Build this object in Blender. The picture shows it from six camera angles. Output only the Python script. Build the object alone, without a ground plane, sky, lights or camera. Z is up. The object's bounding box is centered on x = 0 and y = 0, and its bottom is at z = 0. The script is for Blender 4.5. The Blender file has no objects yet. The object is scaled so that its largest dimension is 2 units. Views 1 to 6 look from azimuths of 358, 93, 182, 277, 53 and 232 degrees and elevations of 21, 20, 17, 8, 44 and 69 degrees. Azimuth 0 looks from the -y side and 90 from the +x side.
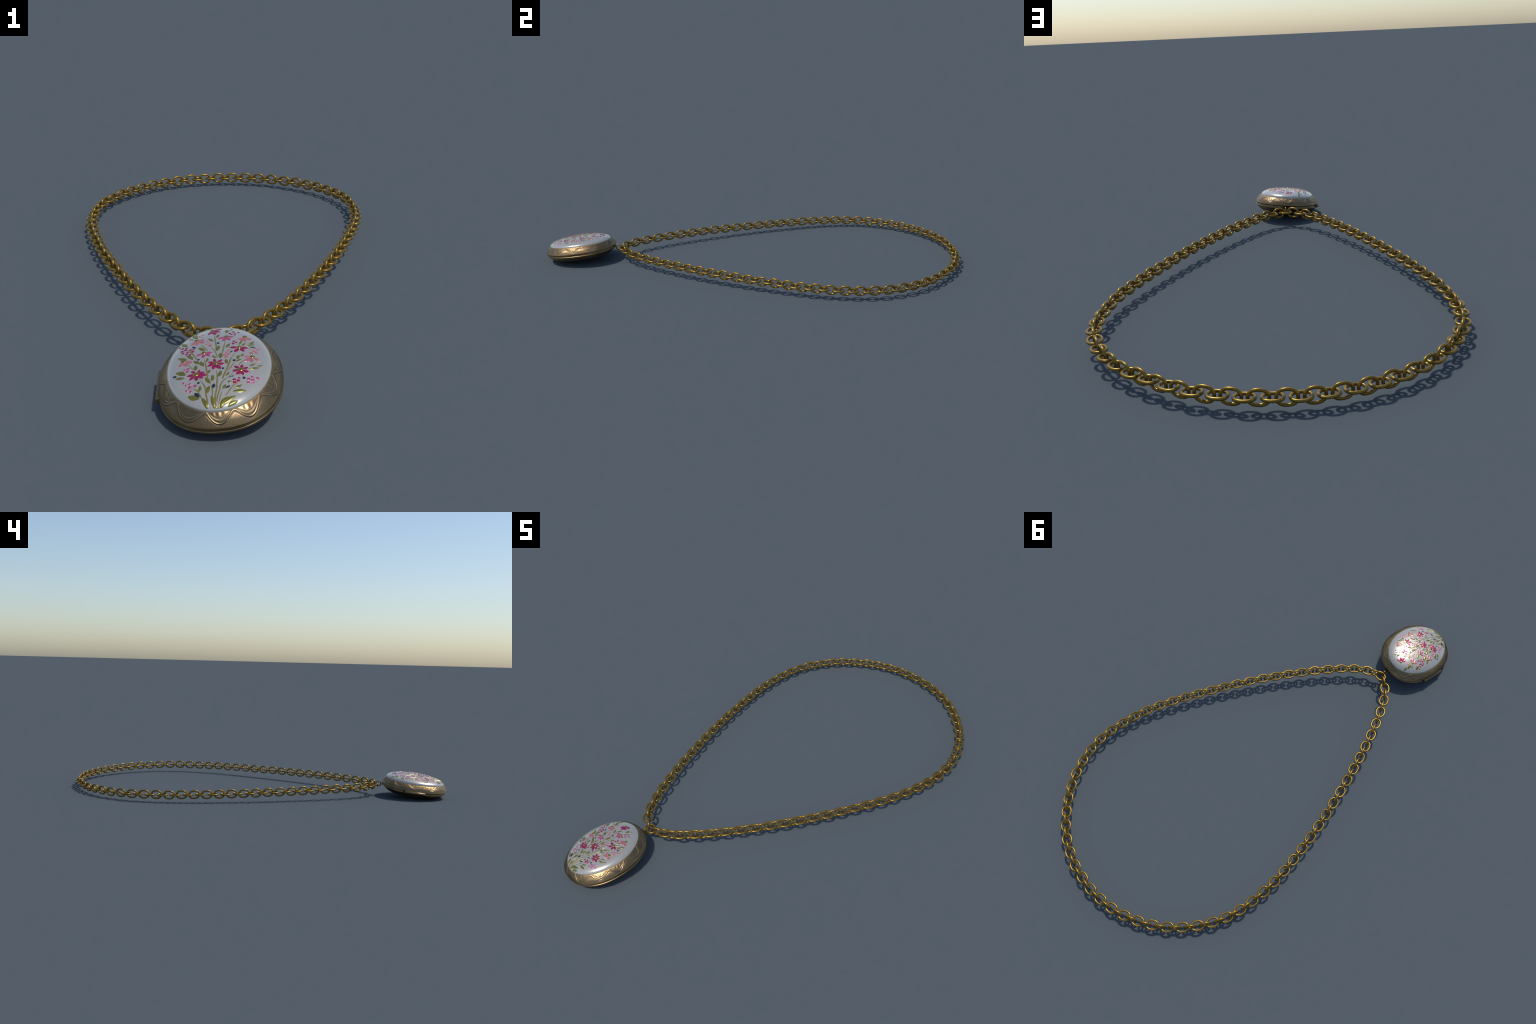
"""Antique brass locket necklace: a cable chain of 132 oval links laid out in a drop-shaped
loop, and an oval hinged locket whose lid carries a domed white enamel panel with a raised
painted bouquet.  Metres, z up."""
import bpy, math, random
from mathutils import Matrix, Vector, Euler

random.seed(7)

# ------------------------------------------------------------------ sizes
LINK_LENGTH, LINK_WIDTH, WIRE = 0.0560, 0.0458, 0.0043   # outer length, outer width, wire radius
LINK_COUNT = 132

RIM_A, RIM_B = 0.1698, 0.1392          # locket rim half axes (along y, along x)
RIM_FULL = 2.2                         # the rim is a slightly squared oval
ENAMEL_A, ENAMEL_B = 0.1498, 0.1161    # enamel panel half axes
ENAMEL_H = 0.0363                      # height of the enamel edge above the seam plane
DOME_H, DOME_P = 0.028, 2.4            # dome rise and fullness
SCALLOPS, HATCHES = 12, 288            # engraved garlands and hatch lines round the lid
SLOPE_TOP, SLOPE_END = 0.0355, 0.0085  # heights between which the lid is engraved
BACK_TOP, BACK_END = -0.0320, -0.0110  # and the same on the back shell

# the locket lies tilted on the ground
LOCKET = (Matrix.Translation((-0.0138, -0.8312, 0.0506))
          @ Matrix.Rotation(-0.0091, 4, 'Z') @ Matrix.Rotation(0.113, 4, 'X')
          @ Matrix.Rotation(-0.0865, 4, 'Y'))

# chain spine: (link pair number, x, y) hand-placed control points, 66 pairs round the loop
SPINE = [
    (0, -0.011, -0.625), (1, -0.0725, -0.6010), (2, -0.117, -0.558), (4, -0.186, -0.455),
    (7, -0.2705, -0.2915), (10, -0.3445, -0.1235), (13, -0.4100, 0.0480), (16, -0.4637, 0.2237),
    (18, -0.4905, 0.3430), (20, -0.5020, 0.4655), (22, -0.4922, 0.5882), (24, -0.4490, 0.7040),
    (26, -0.3795, 0.8065), (28, -0.2870, 0.8895), (30, -0.1785, 0.9475), (32, -0.0590, 0.9760),
    (33, 0.0030, 0.9775), (34, 0.0645, 0.9752), (36, 0.1832, 0.9443), (38, 0.2912, 0.8820),
    (40, 0.3815, 0.8035), (42, 0.4512, 0.7035), (44, 0.4938, 0.5865), (46, 0.5018, 0.4632),
    (48, 0.4885, 0.3405), (50, 0.4580, 0.2205), (53, 0.3975, 0.0465), (56, 0.3290, -0.1235),
    (59, 0.2505, -0.2890), (62, 0.1610, -0.4500), (64, 0.0910, -0.5515), (65, 0.0455, -0.5950)]

# bouquet on the enamel, millimetres in the locket's own plane (x across, y towards the chain)
FLOWERS = [
    ('deep', (-15.1, 118.2), [(-24.2, 96.5), (-7.4, 92.1), (5.0, 104.5), (8.3, 123.5)]),
    ('rose', (18.3, 80.2), [(-2.1, 70.3), (9.8, 58.6), (26.9, 60.7), (36.9, 75.7)]),
    ('salmon', (59.8, 78.2), [(43.3, 60.2), (59.6, 53.8), (77.2, 63.6)]),
    ('salmon', (-49.9, 77.0), [(-62.9, 58.2), (-47.4, 53.1), (-29.3, 59.2), (-28.6, 75.2)]),
    ('rose', (-31.2, 19.3), [(-48.8, 10.3), (-33.1, -1.3), (-16.8, 3.1), (-10.2, 17.5)]),
    ('deep', (47.3, 32.0), [(24.1, 31.6), (36.7, 10.8), (58.0, 12.6), (68.0, 27.0)]),
    ('salmon', (-76.3, 0.6), [(-84.6, -18.9), (-66.2, -21.7), (-53.0, -11.0)]),
    ('salmon', (74.6, -4.9), [(54.9, -4.1), (57.8, -23.5), (72.1, -26.3), (89.9, -19.2)]),
    ('deep', (-3.9, -23.0), [(-7.9, -5.9), (-22.3, -17.1), (-23.2, -33.3), (-10.1, -45.4), (6.9, -45.7), (16.3, -29.0), (10.4, -10.9)]),
    ('deep', (-45.9, -53.5), [(-57.0, -39.3), (-37.3, -39.4), (-26.0, -49.0), (-21.8, -61.8), (-30.5, -70.1), (-44.4, -74.9), (-60.6, -69.3), (-66.4, -53.9)]),
    ('deep', (49.3, -49.3), [(52.8, -32.3), (34.4, -36.7), (65.5, -41.1), (29.9, -55.3), (38.7, -67.5), (54.5, -68.0), (67.9, -59.5)]),
]
LEAVES = [
    ((-54.6, 130.5), (-50.1, 106.8), 0.4),
    ((-60.9, 112.1), (-47.4, 85.1), 0.4),
    ((-69.7, 93.1), (-56.4, 84.6), 0.35),
    ((-84.3, 81.2), (-69.5, 58.3), 0.42),
    ((-23.5, 79.0), (-10.8, 61.4), 0.35),
    ((-5.0, 76.9), (1.8, 95.2), 0.38),
    ((-2.6, 20.5), (3.1, 44.0), 0.42),
    ((-44.4, 44.2), (-28.8, 25.4), 0.42),
    ((-90.3, 19.8), (-66.1, 2.2), 0.33),
    ((-70.3, 20.8), (-53.7, -1.5), 0.34),
    ((-53.3, -4.7), (-37.5, -21.8), 0.4),
    ((-37.3, -10.2), (-28.9, -31.2), 0.42),
    ((-25.1, -17.0), (-22.4, -1.0), 0.4),
    ((-12.8, 6.6), (-3.5, -5.6), 0.38),
    ((-47.2, -41.7), (-48.2, -21.5), 0.45),
    ((6.3, -7.7), (4.9, 13.8), 0.46),
    ((17.4, 97.7), (18.6, 117.7), 0.5),
    ((24.1, 109.9), (33.0, 122.2), 0.3),
    ((17.5, 30.2), (25.7, 50.3), 0.34),
    ((52.7, 36.0), (61.7, 48.9), 0.36),
    ((67.4, 43.7), (81.0, 60.4), 0.32),
    ((61.5, 34.9), (82.2, 45.4), 0.27),
    ((42.6, -15.5), (46.6, 2.0), 0.42),
    ((49.0, -6.0), (56.0, 7.1), 0.4),
    ((37.0, -25.2), (52.8, -12.9), 0.28),
    ((20.7, -29.0), (17.6, -10.4), 0.42),
    ((67.1, -40.1), (81.7, -28.1), 0.28),
    ((81.3, -37.1), (96.6, -30.2), 0.26),
    ((65.9, -47.6), (89.9, -39.5), 0.26),
    ((45.8, 39.1), (54.3, 65.3), 0.2),
    ((-92.3, -32.1), (-68.1, -50.2), 0.42),
    ((-92.3, -51.4), (-69.4, -58.1), 0.36),
    ((-19.4, -55.9), (-16.6, -42.9), 0.42),
    ((-11.3, -82.0), (-9.9, -60.8), 0.4),
    ((-26.0, -65.4), (-14.3, -88.1), 0.36),
    ((1.0, -71.0), (7.1, -48.2), 0.36),
    ((-38.8, -108.5), (-36.6, -88.8), 0.38),
    ((-22.6, -115.7), (-16.6, -92.5), 0.4),
    ((-63.2, -109.7), (-36.7, -123.3), 0.4),
    ((-34.0, -120.8), (-21.8, -147.1), 0.3),
    ((-7.4, -148.6), (-13.8, -119.3), 0.3),
    ((15.9, -70.2), (25.4, -54.9), 0.3),
    ((10.7, -107.2), (17.5, -92.2), 0.42),
    ((32.8, -105.5), (51.3, -93.9), 0.28),
    ((29.9, -112.0), (59.6, -108.7), 0.28),
    ((3.6, -149.2), (22.6, -124.3), 0.36),
    ((7.7, -144.1), (38.2, -122.2), 0.25),
    ((18.7, -145.7), (41.6, -132.8), 0.32),
    ((19.9, -85.7), (30.0, -86.4), 0.7),
]
STEMS = [
    (2.2, [(-8.7, 91.8), (-7.5, 72.2), (-4.3, 44.2), (-2.9, 22.3)]),
    (1.7, [(-17.1, 41.6), (-7.1, 23.0), (-2.4, 4.8), (-0.7, -5.5)]),
    (2, [(16.6, 65.2), (13.9, 43.5), (10.9, 21.1), (8.1, 6.3), (6.3, -7.2)]),
    (1.8, [(-39.6, 54.8), (-30.0, 40.6), (-22.8, 25.7)]),
    (2, [(-70.5, 41.2), (-60.0, 29.1), (-52.0, 11.9), (-45.0, -4.0)]),
    (1.4, [(-67.0, -10.4), (-58.7, -26.2), (-50.8, -37.3)]),
    (2.4, [(-29.9, -4.7), (-26.3, -21.8), (-24.0, -42.8), (-23.3, -44.9), (-20.5, -69.2)]),
    (2.4, [(37.9, 8.0), (29.7, -7.2), (25.3, -24.1), (19.7, -45.9), (12.9, -66.3), (10.8, -76.6)]),
    (1.7, [(37.0, -23.2), (29.5, -37.3), (21.5, -51.7)]),
    (1.5, [(61.1, -13.9), (50.5, -24.9), (45.1, -36.4)]),
    (2.3, [(-3.0, -46.7), (-0.5, -65.4), (-1.7, -100.4), (-4.9, -122.0), (-6.5, -136.5)]),
    (2.0, [(32.8, -61.0), (24.3, -70.1), (13.4, -81.1), (6.8, -91.9), (3.6, -108.7), (-0.1, -122.6), (-1.4, -134.7)]),
    (1.7, [(9.8, -109.4), (5.7, -123.2), (2.3, -138.6), (0.2, -148.9)]),
    (1.7, [(55.7, -85.8), (42.9, -89.3), (33.3, -96.3), (26.0, -106.7), (19.9, -117.3), (15.6, -123.3)]),
    (2.2, [(-39.7, -69.3), (-30.6, -84.9), (-25.6, -98.0), (-23.8, -115.4), (-21.1, -132.4), (-20.9, -146.7)]),
    (1.9, [(-55.4, -92.3), (-46.1, -98.4), (-40.0, -106.0), (-35.8, -116.3), (-33.4, -122.2)]),
    (1.7, [(-13.7, -88.2), (-10.7, -106.8), (-10.8, -121.2), (-12.7, -125.0)]),
    (1.7, [(-7.7, -135.8), (-4.1, -145.6), (-2.1, -150.0)]),
    (1.5, [(-3.1, -122.3), (-4.1, -137.9), (-1.3, -149.8)]),
]
BERRIES = [
    ('salmon', [(-36.1, 100.0, 2.9), (-43.3, 96.3, 2.9), (-37.9, 89.0, 2.6)]),
    ('salmon', [(-23.3, 65.1, 2.8), (-19.5, 57.2, 2.8), (-25.8, 53.3, 3.0), (-18.2, 46.9, 4.7)]),
    ('deep', [(-88.2, 64.5, 3.0), (-81.1, 55.1, 3.7), (-71.8, 52.7, 3.1), (-73.4, 45.1, 4.3), (-81.5, 42.6, 4.1), (-78.6, 33.3, 3.6)]),
    ('deep', [(-62.2, 40.2, 3.4), (-55.6, 39.7, 2.8), (-56.8, 31.6, 4.0), (-68.3, 31.9, 3.9), (-70.5, 24.8, 3.2), (-62.1, 21.1, 3.4)]),
    ('deep', [(33.7, 103.7, 3.2), (45.6, 100.6, 2.9), (26.0, 95.6, 3.3), (37.1, 95.5, 2.6), (30.2, 89.2, 2.9), (37.2, 87.4, 2.9)]),
    ('deep', [(35.0, 56.8, 3.3), (40.4, 51.7, 2.9), (33.7, 47.1, 3.5)]),
    ('salmon', [(23.5, 20.1, 3.2), (18.8, 12.8, 3.2), (15.0, 4.7, 3.9), (23.5, 6.2, 3.9), (18.5, -3.2, 4.4)]),
    ('salmon', [(70.9, 19.8, 3.0), (81.7, 27.8, 2.8), (92.7, 31.7, 2.8), (88.1, 23.5, 3.4), (79.3, 17.1, 3.9), (72.5, 8.6, 4.3), (84.0, 10.4, 4.0)]),
    ('rose', [(-64.2, -30.2, 3.7), (-71.8, -31.8, 2.7), (-65.6, -38.7, 3.7)]),
    ('rose', [(-72.3, -71.8, 3.1), (-66.5, -80.3, 2.9), (-58.8, -79.0, 2.9), (-58.5, -88.7, 4.0), (-47.2, -87.7, 4.2), (-65.1, -95.4, 2.9), (-56.2, -100.2, 3.1)]),
    ('deep', [(34.9, -80.3, 3.9), (45.1, -75.8, 2.7), (43.1, -83.7, 4.0), (35.4, -88.3, 3.7)]),
    ('rose', [(64.8, -77.9, 3.8), (72.2, -71.5, 3.0), (73.0, -80.1, 3.8), (63.5, -87.7, 3.5), (73.8, -86.8, 2.6), (83.5, -73.2, 3.3)]),
    ('blue', [(0.1, 53.2, 3.6)]),
    ('blue', [(-42.2, -3.7, 3.2)]),
    ('blue', [(35.5, -17.5, 3.7)]),
    ('blue', [(11.3, -43.0, 3.1)]),
    ('blue', [(-40.2, -80.8, 3.2)]),
    ('blue', [(55.2, -75.4, 3.6)]),
]
BUDS = [
    ((-59.3, 54.0), (-49.2, 41.6), 0.35),
    ((68.7, 31.7), (83.2, 33.8), 0.3),
    ((25.7, 10.8), (32.7, 18.3), 0.4),
    ((-98.1, -40.2), (-88.0, -47.4), 0.45),
    ((-9.5, -102.4), (-6.8, -87.7), 0.45),
    ((-48.5, -105.5), (-37.3, -120.0), 0.4),
    ((23.4, -73.0), (35.4, -68.6), 0.28),
    ((15.8, -105.0), (26.2, -96.4), 0.38),
]

# ------------------------------------------------------------------ helpers
def make_object(name, verts, faces, material, parent, smooth=True, matrix=None):
    mesh = bpy.data.meshes.new(name)
    mesh.from_pydata([tuple(v) for v in verts], [], faces)
    mesh.update()
    for p in mesh.polygons:
        p.use_smooth = smooth
    mesh.materials.append(material)
    obj = bpy.data.objects.new(name, mesh)
    bpy.context.scene.collection.objects.link(obj)
    if parent is not None:
        obj.parent = parent
    if matrix is not None:
        obj.matrix_basis = matrix
    return obj


def smoothstep(a, b, v):
    t = min(1.0, max(0.0, (v - a) / (b - a)))
    return t * t * (3 - 2 * t)


def tube(path, radius, sides=16, closed=True, up=Vector((0, 0, 1)), caps=False):
    """A round wire swept along a planar path; returns verts and faces."""
    verts, faces, n = [], [], len(path)
    for i, p in enumerate(path):
        if closed:
            t = path[(i + 1) % n] - path[i - 1]
        else:
            t = path[min(i + 1, n - 1)] - path[max(i - 1, 0)]
        t.normalize()
        side = t.cross(up).normalized()
        top = side.cross(t).normalized()
        r = radius[i] if isinstance(radius, list) else radius
        for k in range(sides):
            a = 2 * math.pi * k / sides
            verts.append(p + side * (math.cos(a) * r) + top * (math.sin(a) * r))
    for i in range(n if closed else n - 1):
        j = (i + 1) % n
        for k in range(sides):
            m = (k + 1) % sides
            faces.append((i * sides + k, j * sides + k, j * sides + m, i * sides + m))
    if caps:
        faces.append(tuple(range(sides)))
        faces.append(tuple(range((n - 1) * sides, n * sides))[::-1])
    return verts, faces


# ------------------------------------------------------------------ materials
class Nodes:
    def __init__(self, name):
        self.mat = bpy.data.materials.new(name)
        self.mat.use_nodes = True
        self.tree = self.mat.node_tree
        self.bsdf = self.tree.nodes["Principled BSDF"]
        self.coord = self.tree.nodes.new("ShaderNodeTexCoord").outputs["Object"]

    def link(self, a, b):
        self.tree.links.new(a, b)

    def put(self, socket, value):
        if isinstance(value, (int, float)):
            socket.default_value = value
        elif isinstance(value, tuple):
            socket.default_value = value if len(value) == len(socket.default_value) else (*value, 1)
        else:
            self.link(value, socket)

    def math(self, op, a, b=0.0, c=0.0, clamp=False):
        n = self.tree.nodes.new("ShaderNodeMath")
        n.operation, n.use_clamp = op, clamp
        for s, v in zip(n.inputs, (a, b, c)):
            self.put(s, v)
        return n.outputs[0]

    def noise(self, scale, detail=4.0, rough=0.6, coord=None):
        n = self.tree.nodes.new("ShaderNodeTexNoise")
        n.inputs["Scale"].default_value = scale
        n.inputs["Detail"].default_value = detail
        n.inputs["Roughness"].default_value = rough
        self.link(coord if coord is not None else self.coord, n.inputs["Vector"])
        return n.outputs["Fac"]

    def ramp(self, value, a, b, lo=0.0, hi=1.0):
        n = self.tree.nodes.new("ShaderNodeMapRange")
        n.interpolation_type = 'SMOOTHSTEP'
        for s, v in zip(n.inputs, (value, a, b, lo, hi)):
            self.put(s, v)
        return n.outputs[0]

    def mix(self, fac, a, b):
        n = self.tree.nodes.new("ShaderNodeMix")
        n.data_type = 'RGBA'
        self.put(n.inputs["Factor"], fac)
        self.put(n.inputs[6], a)
        self.put(n.inputs[7], b)
        return n.outputs[2]

    def bump(self, height, strength, distance):
        n = self.tree.nodes.new("ShaderNodeBump")
        n.inputs["Strength"].default_value = strength
        n.inputs["Distance"].default_value = distance
        self.link(height, n.inputs["Height"])
        self.link(n.outputs[0], self.bsdf.inputs["Normal"])

    def finish(self, color, metallic, roughness, **extra):
        self.put(self.bsdf.inputs["Base Color"], color)
        self.put(self.bsdf.inputs["Metallic"], metallic)
        self.put(self.bsdf.inputs["Roughness"], roughness)
        for k, v in extra.items():
            self.put(self.bsdf.inputs[k.replace('_', ' ')], v)
        return self.mat


def gold_material():
    m = Nodes("chain_gold")
    n = m.noise(60, 4)
    color = m.mix(m.ramp(n, 0.35, 0.7), GOLD_DARK, GOLD_LIGHT)
    return m.finish(color, 0.72, m.ramp(m.noise(140, 3), 0.3, 0.7, 0.30, 0.37))


def garland(turn):
    """Engraved garland: where its ridge line lies on the slope (0 enamel, 1 rim)."""
    u = math.pi * turn
    return GARLAND_TOP + GARLAND_DROP * abs(math.cos(u)) ** GARLAND_POWER + 0.015 * math.sin(4 * u)


def hand_cut(th):
    """The engraver's uneven spacing round the rim."""
    return th + 0.022 * math.sin(5 * th + 1.0) + 0.014 * math.sin(11 * th)


def brass_material(name, slope=None, amount=1.0):
    m = Nodes(name)
    cloud = m.noise(18, 5, 0.65)
    fine = m.noise(240, 4, 0.7)
    color = m.mix(m.ramp(cloud, 0.35, 0.68), BRASS_A, BRASS_B)
    color = m.mix(m.ramp(fine, 0.50, 0.75, 0.0, 0.35), color, BRASS_DARK)
    rough = m.ramp(fine, 0.3, 0.7, 0.30, 0.42)
    if slope:
        slope_top, slope_end = slope
        # dark patina that stays in the engraved lines: same garland rule as the relief
        sep = m.tree.nodes.new("ShaderNodeSeparateXYZ")
        m.link(m.coord, sep.inputs[0])
        angle = m.math('ARCTAN2', m.math('DIVIDE', sep.outputs[1], RIM_A),
                       m.math('DIVIDE', sep.outputs[0], RIM_B))
        sigma = m.math('DIVIDE', m.math('SUBTRACT', slope_top, sep.outputs[2]), slope_top - slope_end)
        cut = m.math('MULTIPLY_ADD', m.math('SINE', m.math('MULTIPLY_ADD', angle, 5.0, 1.0)), 0.022, angle)
        cut = m.math('MULTIPLY_ADD', m.math('SINE', m.math('MULTIPLY', angle, 11.0)), 0.014, cut)
        half = m.math('MULTIPLY_ADD', cut, SCALLOPS / 2, SCALLOPS * math.pi / 4)
        wave = m.math('COSINE', half)
        wave = m.math('POWER', m.math('ABSOLUTE', wave), GARLAND_POWER)
        ridge = m.math('MULTIPLY_ADD', wave, GARLAND_DROP, GARLAND_TOP)
        ridge = m.math('MULTIPLY_ADD', m.math('SINE', m.math('MULTIPLY', half, 4.0)), 0.015, ridge)
        dist = m.math('SUBTRACT', sigma, ridge)
        inner = m.math('SUBTRACT', sigma, m.math('MULTIPLY', ridge, 0.66))

        def line(at, width, of=None):
            d = m.math('ABSOLUTE', m.math('SUBTRACT', dist if of is None else of, at))
            return m.ramp(d, width * 0.35, width, 1.0, 0.0)
        on_slope = m.math('MULTIPLY', m.ramp(sigma, 0.0, 0.06), m.ramp(sigma, 0.98, 0.90))
        dark = m.math('MAXIMUM', m.math('MAXIMUM', line(0.10, 0.08), line(-0.095, 0.06)), m.math('MULTIPLY', line(-0.08, 0.05, inner), 0.8))
        hatch = m.math('SINE', m.math('MULTIPLY', angle, float(HATCHES)))
        hatch = m.math('MULTIPLY', m.ramp(hatch, 0.0, -0.9), m.ramp(dist, 0.13, 0.2))
        dark = m.math('MAXIMUM', dark, m.math('MULTIPLY', hatch, 0.7))
        dark = m.math('MULTIPLY', dark, on_slope)
        dark = m.math('MULTIPLY', dark, m.ramp(m.noise(70, 3), 0.3, 0.6, 0.55, 1.0))
        color = m.mix(m.math('MULTIPLY', dark, 0.68 * amount), color, PATINA)
        bright = m.math('MULTIPLY', m.math('MAXIMUM', line(0.0, 0.05), line(0.0, 0.045, inner)), on_slope)
        color = m.mix(m.math('MULTIPLY', bright, 0.28 * amount), color, BRASS_WORN)
        # reddish bezel line next to the enamel
        if slope_top > 0:
            color = m.mix(m.ramp(sep.outputs[2], SLOPE_TOP - 0.0025, SLOPE_TOP - 0.0010), color, BEZEL)
        rough = m.math('MULTIPLY_ADD', dark, 0.2, rough)
    m.bump(fine, 0.15, 0.0006)
    return m.finish(color, 1.0, rough)


def plain_material(name, a, b, metallic, roughness, scale=90):
    m = Nodes(name)
    color = m.mix(m.ramp(m.noise(scale, 3), 0.35, 0.65), a, b)
    return m.finish(color, metallic, roughness)


def enamel_material():
    m = Nodes("white_enamel")
    color = m.mix(m.ramp(m.noise(14, 4), 0.35, 0.7), ENAMEL_1, ENAMEL_2)
    speck = m.ramp(m.noise(120, 2), 0.72, 0.78, 0.0, 0.25)
    color = m.mix(speck, color, (0.42, 0.36, 0.38))
    return m.finish(color, ENAMEL_METAL, ENAMEL_ROUGH, Coat_Weight=0.7, Coat_Roughness=0.2)


GOLD_DARK, GOLD_LIGHT = (0.235, 0.138, 0.020), (0.315, 0.192, 0.032)
BRASS_A, BRASS_B, BRASS_DARK = (0.235, 0.158, 0.078), (0.30, 0.208, 0.108), (0.14, 0.095, 0.055)
BRASS_WORN, PATINA, BEZEL = (0.42, 0.34, 0.175), (0.075, 0.055, 0.05), (0.38, 0.22, 0.085)
ENAMEL_1, ENAMEL_2, ENAMEL_METAL, ENAMEL_ROUGH = (0.425, 0.401, 0.352), (0.452, 0.428, 0.378), 0.40, 0.23
PAINT_METAL, PAINT_ROUGH = 0.4, 0.28
GARLAND_TOP, GARLAND_DROP, GARLAND_POWER = 0.06, 0.64, 1.6

gold = gold_material()
lid_brass = brass_material("engraved_brass", (SLOPE_TOP, SLOPE_END))
back_brass = brass_material("back_brass", (BACK_TOP, BACK_END), 0.7)
hinge_brass = brass_material("hinge_brass")
dark_fill = plain_material("recess_dark_fill", (0.02, 0.018, 0.015), (0.035, 0.03, 0.022), 0.6, 0.5)  # near-black colour for added blocks, stands in for the darkness of recesses
enamel = enamel_material()
paint = {
    'deep': plain_material("paint_deep_pink", (0.30, 0.015, 0.075), (0.35, 0.023, 0.097), PAINT_METAL, PAINT_ROUGH),
    'rose': plain_material("paint_rose_pink", (0.43, 0.072, 0.165), (0.48, 0.088, 0.20), PAINT_METAL, PAINT_ROUGH),
    'salmon': plain_material("paint_salmon_pink", (0.48, 0.155, 0.168), (0.53, 0.18, 0.20), PAINT_METAL, PAINT_ROUGH),
    'blue': plain_material("paint_navy", (0.024, 0.034, 0.060), (0.028, 0.039, 0.070), PAINT_METAL, PAINT_ROUGH),
    'olive': plain_material("paint_olive", (0.155, 0.141, 0.024), (0.185, 0.17, 0.033), PAINT_METAL, PAINT_ROUGH),
    'centre': plain_material("paint_flower_centre", (0.24, 0.20, 0.035), (0.30, 0.25, 0.05), 0.7, 0.2),
    'stem': plain_material("paint_stem", (0.23, 0.18, 0.055), (0.27, 0.21, 0.07), PAINT_METAL, PAINT_ROUGH),
}

# ------------------------------------------------------------------ the thing
necklace = bpy.data.objects.new("necklace", None)
bpy.context.scene.collection.objects.link(necklace)
necklace["label"] = "brass chain necklace with oval floral enamel locket"
necklace["category"] = "necklace"


# ------------------------------------------------------------------ chain
def oval(length, width, radius, steps=56, fullness=2.3):
    """Centre line of an oval link lying in the xy plane (a slightly squared ellipse)."""
    a, b, e = length / 2 - radius, width / 2 - radius, 2 / fullness
    pts = []
    for i in range(steps):
        t = 2 * math.pi * i / steps
        c, s = math.cos(t), math.sin(t)
        pts.append(Vector((a * math.copysign(abs(c) ** e, c), b * math.copysign(abs(s) ** e, s), 0)))
    return pts


def spine_point(t):
    """Periodic cubic through the control points, t in link pairs (0..66)."""
    period = LINK_COUNT / 2
    t %= period
    n = len(SPINE)
    i = max(j for j in range(n) if SPINE[j][0] <= t)

    def node(j):
        wrap, j2 = divmod(j, n)
        k = SPINE[j2]
        return k[0] + wrap * period, Vector((k[1], k[2], 0))
    (k0, p0), (k1, p1), (k2, p2), (k3, p3) = (node(i + d) for d in (-1, 0, 1, 2))
    m1 = (p2 - p0) / (k2 - k0) * (k2 - k1)
    m2 = (p3 - p1) / (k3 - k1) * (k2 - k1)
    u = (t - k1) / (k2 - k1)
    p = (p1 * (2 * u ** 3 - 3 * u ** 2 + 1) + m1 * (u ** 3 - 2 * u ** 2 + u)
         + p2 * (-2 * u ** 3 + 3 * u ** 2) + m2 * (u ** 3 - u ** 2))
    p.z = 0.0463 + 0.0085 * p.x - 0.0148 * p.y      # the loop hangs slightly aslant
    p.z -= 0.0020 * smoothstep(-0.4, 0.2, p.y) * (1 - smoothstep(0.55, 0.95, p.y))
    return p


link_path = oval(LINK_LENGTH, LINK_WIDTH, WIRE)
verts, faces = tube(link_path, WIRE, 16)
first_link = make_object("chain_link", verts, faces, gold, necklace)
for i in range(LINK_COUNT):
    link = first_link if i == 0 else first_link.copy()
    if i:
        bpy.context.scene.collection.objects.link(link)
    t = i / 2
    p = spine_point(t)
    d = (spine_point(t + 0.25) - spine_point(t - 0.25)).normalized()
    side = Vector((0, 0, 1)).cross(d).normalized()
    frame = Matrix((d, side, d.cross(side))).transposed()
    roll = (0 if i % 2 == 0 else math.pi / 2) + random.uniform(-0.07, 0.07)
    local = Euler((roll, random.uniform(-0.04, 0.04), random.uniform(-0.05, 0.05)), 'ZYX').to_matrix()
    p = p + Vector((0, 0, random.uniform(-0.0008, 0.0008)))
    link.matrix_basis = Matrix.Translation(p) @ (frame @ local).to_4x4()

# small round jump ring and thin bail loop between chain and locket
ring = [Vector((0.0122 * math.cos(2 * math.pi * i / 48), 0.0132 * math.sin(2 * math.pi * i / 48), 0)) for i in range(48)]
verts, faces = tube(ring, 0.0028, 12)
make_object("jump_ring", verts, faces, gold, necklace,
            matrix=Matrix.Translation((-0.0106, -0.6457, 0.0581)) @ Matrix.Rotation(math.radians(93), 4, 'Z') @ Matrix.Rotation(math.pi / 2, 4, 'X'))
loop = [Vector((0.0145 * math.cos(2 * math.pi * i / 48), 0.161 + 0.0135 * math.sin(2 * math.pi * i / 48), -0.0125)) for i in range(48)]
verts, faces = tube(loop, 0.0016, 10)
make_object("bail_loop", verts, faces, gold, necklace, matrix=LOCKET)

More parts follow.
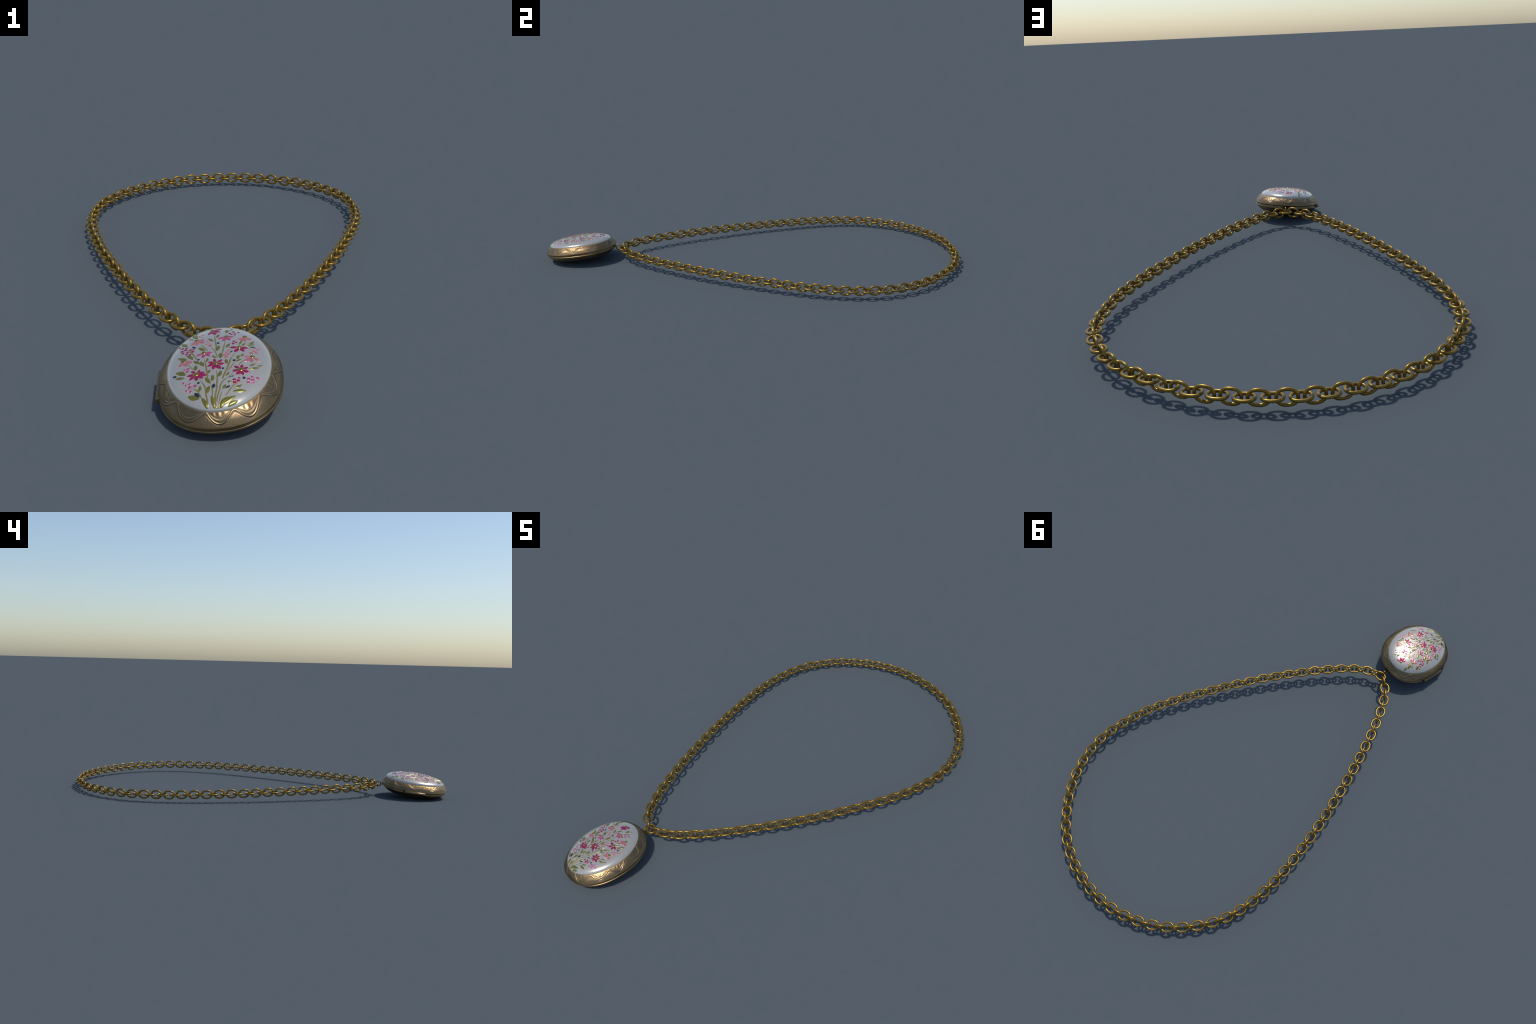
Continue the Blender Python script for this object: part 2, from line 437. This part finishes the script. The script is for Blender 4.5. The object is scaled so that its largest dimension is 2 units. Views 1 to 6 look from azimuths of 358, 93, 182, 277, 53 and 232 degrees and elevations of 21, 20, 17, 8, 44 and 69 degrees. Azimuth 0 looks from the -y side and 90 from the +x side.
# ------------------------------------------------------------------ locket shells
def ellipse_loft(profile, around, displace=None, shorten=0.0):
    """Rings of (inset from the rim, height); an inset of the rim size closes at the centre."""
    verts, faces = [], []
    for d, h in profile:
        a, b = RIM_A - shorten - d, RIM_B - d
        e = 2 / (RIM_FULL - (RIM_FULL - 2) * min(1.0, d / 0.0235) if h > 0 else RIM_FULL)
        for k in range(around):
            th = 2 * math.pi * k / around
            c, s = math.cos(th), math.sin(th)
            v = Vector((b * math.copysign(abs(c) ** e, c), a * math.copysign(abs(s) ** e, s), h))
            if displace:
                v += displace(math.atan2(v.y / RIM_A, v.x / RIM_B), d, h)
            verts.append(v)
    for i in range(len(profile) - 1):
        for k in range(around):
            m = (k + 1) % around
            faces.append((i * around + k, (i + 1) * around + k, (i + 1) * around + m, i * around + m))
    return verts, faces


def refine(points, step):
    """Catmull-Rom through profile points, cut into short steps."""
    out = []
    for i in range(len(points) - 1):
        p0, p1, p2, p3 = (points[max(0, min(len(points) - 1, i + k))] for k in (-1, 0, 1, 2))
        n = max(1, int(math.hypot(p2[0] - p1[0], p2[1] - p1[1]) / step))
        for j in range(n):
            u = j / n
            out.append(tuple(0.5 * (2 * p1[c] + (p2[c] - p0[c]) * u + (2 * p0[c] - 5 * p1[c] + 4 * p2[c] - p3[c]) * u ** 2
                                    + (3 * p1[c] - p0[c] - 3 * p2[c] + p3[c]) * u ** 3) for c in (0, 1)))
    return out + [points[-1]]


def bell(v, width):
    return math.exp(-(v / width) ** 2)


def engraving(th, d, h):
    top, end = (SLOPE_TOP, SLOPE_END) if h > 0 else (BACK_TOP, BACK_END)
    sigma = (top - h) / (top - end)
    if not 0 < sigma < 1:
        return Vector((0, 0, 0))
    turn = SCALLOPS * (hand_cut(th) + math.pi / 2) / (2 * math.pi)
    ridge = garland(turn)
    dist, inner = sigma - ridge, sigma - 0.66 * ridge
    fade = smoothstep(0.0, 0.10, sigma) * (1 - smoothstep(0.92, 1.0, sigma))
    height = 0.0009 * bell(dist, 0.05) - 0.0009 * bell(dist - 0.09, 0.045) - 0.0008 * bell(dist + 0.09, 0.04)
    height += 0.0006 * bell(inner, 0.04) - 0.0006 * bell(inner + 0.08, 0.04)
    hatch = smoothstep(0.13, 0.2, dist) * (1 - smoothstep(0.90, 0.97, sigma))
    height += hatch * 0.00020 * math.sin(HATCHES * th)
    if inner < -0.12:    # small leaf strokes inside each garland
        height += 0.0004 * math.cos(2 * math.pi * turn * 5) * (1 - smoothstep(-0.24, -0.12, inner))
    n = Vector((math.cos(th) / RIM_B, math.sin(th) / RIM_A, 0)).normalized() * 0.8 + Vector((0, 0, math.copysign(0.6, h)))
    wear = 0.72 + 0.28 * math.sin(3 * th + 0.7) * math.cos(8 * th)      # rubbed flatter in places
    return n * (0.8 * wear * height * fade)


lid_profile = refine([(0.0275, 0.0330), (0.0262, 0.0352), (0.0245, 0.0366), (0.0228, 0.0362), (0.0210, 0.0347), (0.0145, 0.0290),
                      (0.0077, 0.0215), (0.0026, 0.0125), (0.0006, 0.0080), (0.0006, 0.0058),
                      (0.0020, 0.0042), (0.0040, 0.0030), (0.0046, 0.0010), (0.0046, -0.0020)], 0.0006)
verts, faces = ellipse_loft(lid_profile, 1440, engraving)
lid = make_object("locket_lid", verts, faces, lid_brass, necklace, matrix=LOCKET)

back_profile = refine([(0.0060, -0.0012), (0.0040, -0.0020), (0.0016, -0.0032), (0.0006, -0.0055), (0.0014, -0.0082), (0.0036, -0.0102),
                       (0.0100, -0.0158), (0.0200, -0.0240), (0.0295, -0.0307), (0.0355, -0.0329),
                       (0.0460, -0.0341), (0.0700, -0.0348), (0.1000, -0.0352), (0.1300, -0.0353)], 0.0010)
verts, faces = ellipse_loft(back_profile, 960, engraving, shorten=0.004)
faces.append(tuple(range(len(verts) - 960, len(verts))))
make_object("locket_back", verts, faces, back_brass, necklace, matrix=LOCKET)

# hinge barrel along the side, a straight tube with rounded ends
HINGE_X, HINGE_Z, HINGE_R = -0.1355, -0.0010, 0.0074
steps = [(-0.0525, 0.0040), (-0.0522, 0.0062), (-0.0508, HINGE_R), (0.0503, HINGE_R), (0.0517, 0.0062), (0.0520, 0.0040)]
verts, faces = tube([Vector((HINGE_X, y, HINGE_Z)) for y, r in steps], [r for y, r in steps], 32, False, caps=True)
make_object("hinge", verts, faces, hinge_brass, necklace, matrix=LOCKET)

block_outline = [(-0.133, 0.0522), (-0.133, 0.0580), (-0.120, 0.0580), (-0.120, 0.0522)]  # added solid dark block, imitates the dark opening at the hinge end
make_object("hinge_end_dark_block", [(px, py, pz) for pz in (-0.0085, 0.0045) for px, py in block_outline],
            [(0, 1, 2, 3), (7, 6, 5, 4), (0, 4, 5, 1), (1, 5, 6, 2), (2, 6, 7, 3), (3, 7, 4, 0)],
            dark_fill, necklace, smooth=False, matrix=LOCKET)

# added dark block, stands in for the dark notch in the seam behind the bail
plate = [(x, y, z) for x in (-0.0145, 0.0145) for y in (0.155, 0.1662) for z in (-0.0085, 0.0040)]
make_object("notch_dark_block", plate, [(0, 1, 3, 2), (4, 6, 7, 5), (0, 4, 5, 1), (2, 3, 7, 6), (0, 2, 6, 4), (1, 5, 7, 3)],
            dark_fill, necklace, smooth=False, matrix=LOCKET)


# ------------------------------------------------------------------ enamel dome
def dome_z(x, y):
    q = min(1.0, math.hypot(x / ENAMEL_B, y / ENAMEL_A))
    return ENAMEL_H + DOME_H * math.sqrt(max(0.0, 1 - q ** DOME_P))


def dome_normal(x, y):
    e = 1e-4
    return Vector((dome_z(x - e, y) - dome_z(x + e, y), dome_z(x, y - e) - dome_z(x, y + e), 2 * e)).normalized()


around, rings = 240, 70
verts, faces = [Vector((0, 0, ENAMEL_H + DOME_H))], []
for i in range(1, rings + 1):
    q = math.sin(math.pi / 2 * i / rings)          # rings crowd towards the steep edge
    for k in range(around):
        th = 2 * math.pi * k / around
        z = ENAMEL_H + DOME_H * math.sqrt(max(0.0, 1 - q ** DOME_P))
        verts.append(Vector((ENAMEL_B * q * math.cos(th), ENAMEL_A * q * math.sin(th), z)))
for k in range(around):                            # skirt down into the bezel
    th = 2 * math.pi * k / around
    verts.append(Vector((ENAMEL_B * math.cos(th), ENAMEL_A * math.sin(th), ENAMEL_H - 0.005)))
for k in range(around):
    faces.append((0, 1 + k, 1 + (k + 1) % around))
for i in range(rings):
    for k in range(around):
        m = (k + 1) % around
        faces.append((1 + i * around + k, 1 + (i + 1) * around + k, 1 + (i + 1) * around + m, 1 + i * around + m))
panel = make_object("enamel_panel", verts, faces, enamel, necklace, matrix=LOCKET)


# ------------------------------------------------------------------ raised painted bouquet
def on_dome(x, y, lift):
    q = math.hypot(x / ENAMEL_B, y / ENAMEL_A)
    if q > 0.985:
        x, y = x * 0.985 / q, y * 0.985 / q
    return Vector((x, y, dome_z(x, y))) + dome_normal(x, y) * lift


def leaf_mesh(p, q, width, lift, bend=0.0, blunt=0.0, along=16, across=6):
    """Lens-shaped stroke from p to q (metres), swollen in the middle."""
    p, q = Vector(p), Vector(q)
    axis = q - p
    side = Vector((-axis.y, axis.x))
    verts, faces = [], []
    for i in range(along + 1):
        t = i / along
        u = t ** (1 - 0.45 * blunt)
        w = width * 0.5 * max(0.0, math.sin(math.pi * u)) ** (0.95 - 0.35 * blunt)
        c = p + axis * t + side * (bend * math.sin(math.pi * t))
        for j in range(across + 1):
            v = 2 * j / across - 1
            pt = c + side * (w * v)
            verts.append(on_dome(pt.x, pt.y, lift * (1 - v * v) * min(1.0, 1.6 * math.sin(math.pi * t) ** 0.6) - 0.0002))
    for i in range(along):
        for j in range(across):
            a = i * (across + 1) + j
            faces.append((a, a + across + 1, a + across + 2, a + 1))
    return verts, faces


def button_mesh(x, y, r, lift, stretch=1.0, around=16, rings=5):
    verts, faces = [on_dome(x, y, lift)], []
    for i in range(1, rings + 1):
        f = i / rings
        for k in range(around):
            a = 2 * math.pi * k / around
            verts.append(on_dome(x + r * f * math.cos(a), y + r * f * stretch * math.sin(a), lift * math.sqrt(max(0.0, 1 - f * f)) - 0.0002))
    for k in range(around):
        faces.append((0, 1 + k, 1 + (k + 1) % around))
        for i in range(rings - 1):
            m = (k + 1) % around
            faces.append((1 + i * around + k, 1 + (i + 1) * around + k, 1 + (i + 1) * around + m, 1 + i * around + m))
    return verts, faces


def join(parts):
    verts, faces = [], []
    for v, f in parts:
        o = len(verts)
        verts += v
        faces += [tuple(i + o for i in face) for face in f]
    return verts, faces


MM = 0.001
mm = lambda p: (p[0] * MM, p[1] * MM)

for width, pts in STEMS:
    pts = [Vector(mm(p)) for p in pts]
    dense = []
    for i in range(len(pts) - 1):
        p0, p1, p2, p3 = (pts[max(0, min(len(pts) - 1, i + k))] for k in (-1, 0, 1, 2))
        for j in range(8):
            u = j / 8
            dense.append(0.5 * (2 * p1 + (p2 - p0) * u + (2 * p0 - 5 * p1 + 4 * p2 - p3) * u ** 2 + (3 * p1 - p0 - 3 * p2 + p3) * u ** 3))
    dense.append(pts[-1])
    verts, faces, across = [], [], 4
    for i, c in enumerate(dense):
        d = (dense[min(i + 1, len(dense) - 1)] - dense[max(i - 1, 0)]).normalized()
        side = Vector((-d.y, d.x))
        f = i / (len(dense) - 1)
        w = 1.7 * width * MM * 0.5 * (0.25 + 0.75 * smoothstep(0.0, 0.35, f)) * (0.45 + 0.55 * smoothstep(1.0, 0.9, f))
        for j in range(across + 1):
            v = 2 * j / across - 1
            pt = c + side * (w * v)
            verts.append(on_dome(pt.x, pt.y, 0.0007 * (1 - v * v) - 0.0001))
    for i in range(len(dense) - 1):
        for j in range(across):
            a = i * (across + 1) + j
            faces.append((a, a + across + 1, a + across + 2, a + 1))
    make_object("painted_stem", verts, faces, paint['stem'], panel)

for p, q, w in LEAVES:
    verts, faces = leaf_mesh(mm(p), mm(q), 1.08 * w, 0.0011, random.uniform(-0.06, 0.06))
    make_object("painted_leaf", verts, faces, paint['olive'], panel)

for p, q, w in BUDS:
    verts, faces = leaf_mesh(mm(p), mm(q), 1.3 * w, 0.0009)
    make_object("painted_bud", verts, faces, paint['blue'], panel)

for tint, centre, tips in FLOWERS:
    c, petals = Vector(mm(centre)), []
    for tip in tips:
        tip = Vector(mm(tip))
        width = 0.50 if len(tips) > 5 else 0.50
        petals.append(leaf_mesh(c + (tip - c) * 0.06, tip, width, 0.0010, random.uniform(-0.05, 0.05), blunt=-0.35))
    make_object("painted_flower", *join(petals), paint[tint], panel)
    make_object("flower_centre", *button_mesh(c.x, c.y, 0.0064 if len(tips) > 5 else 0.0057, 0.0022), paint['centre'], panel)

for tint, dots in BERRIES:
    if tint == 'blue':
        x, y, r = dots[0]
        make_object("painted_bud", *button_mesh(x * MM, y * MM, r * MM, 0.0009, 1.15), paint['blue'], panel)
    else:
        make_object("painted_berries", *join([button_mesh(x * MM, y * MM, 1.08 * r * MM, 0.0010, random.uniform(0.9, 1.1)) for x, y, r in dots]), paint[tint], panel)
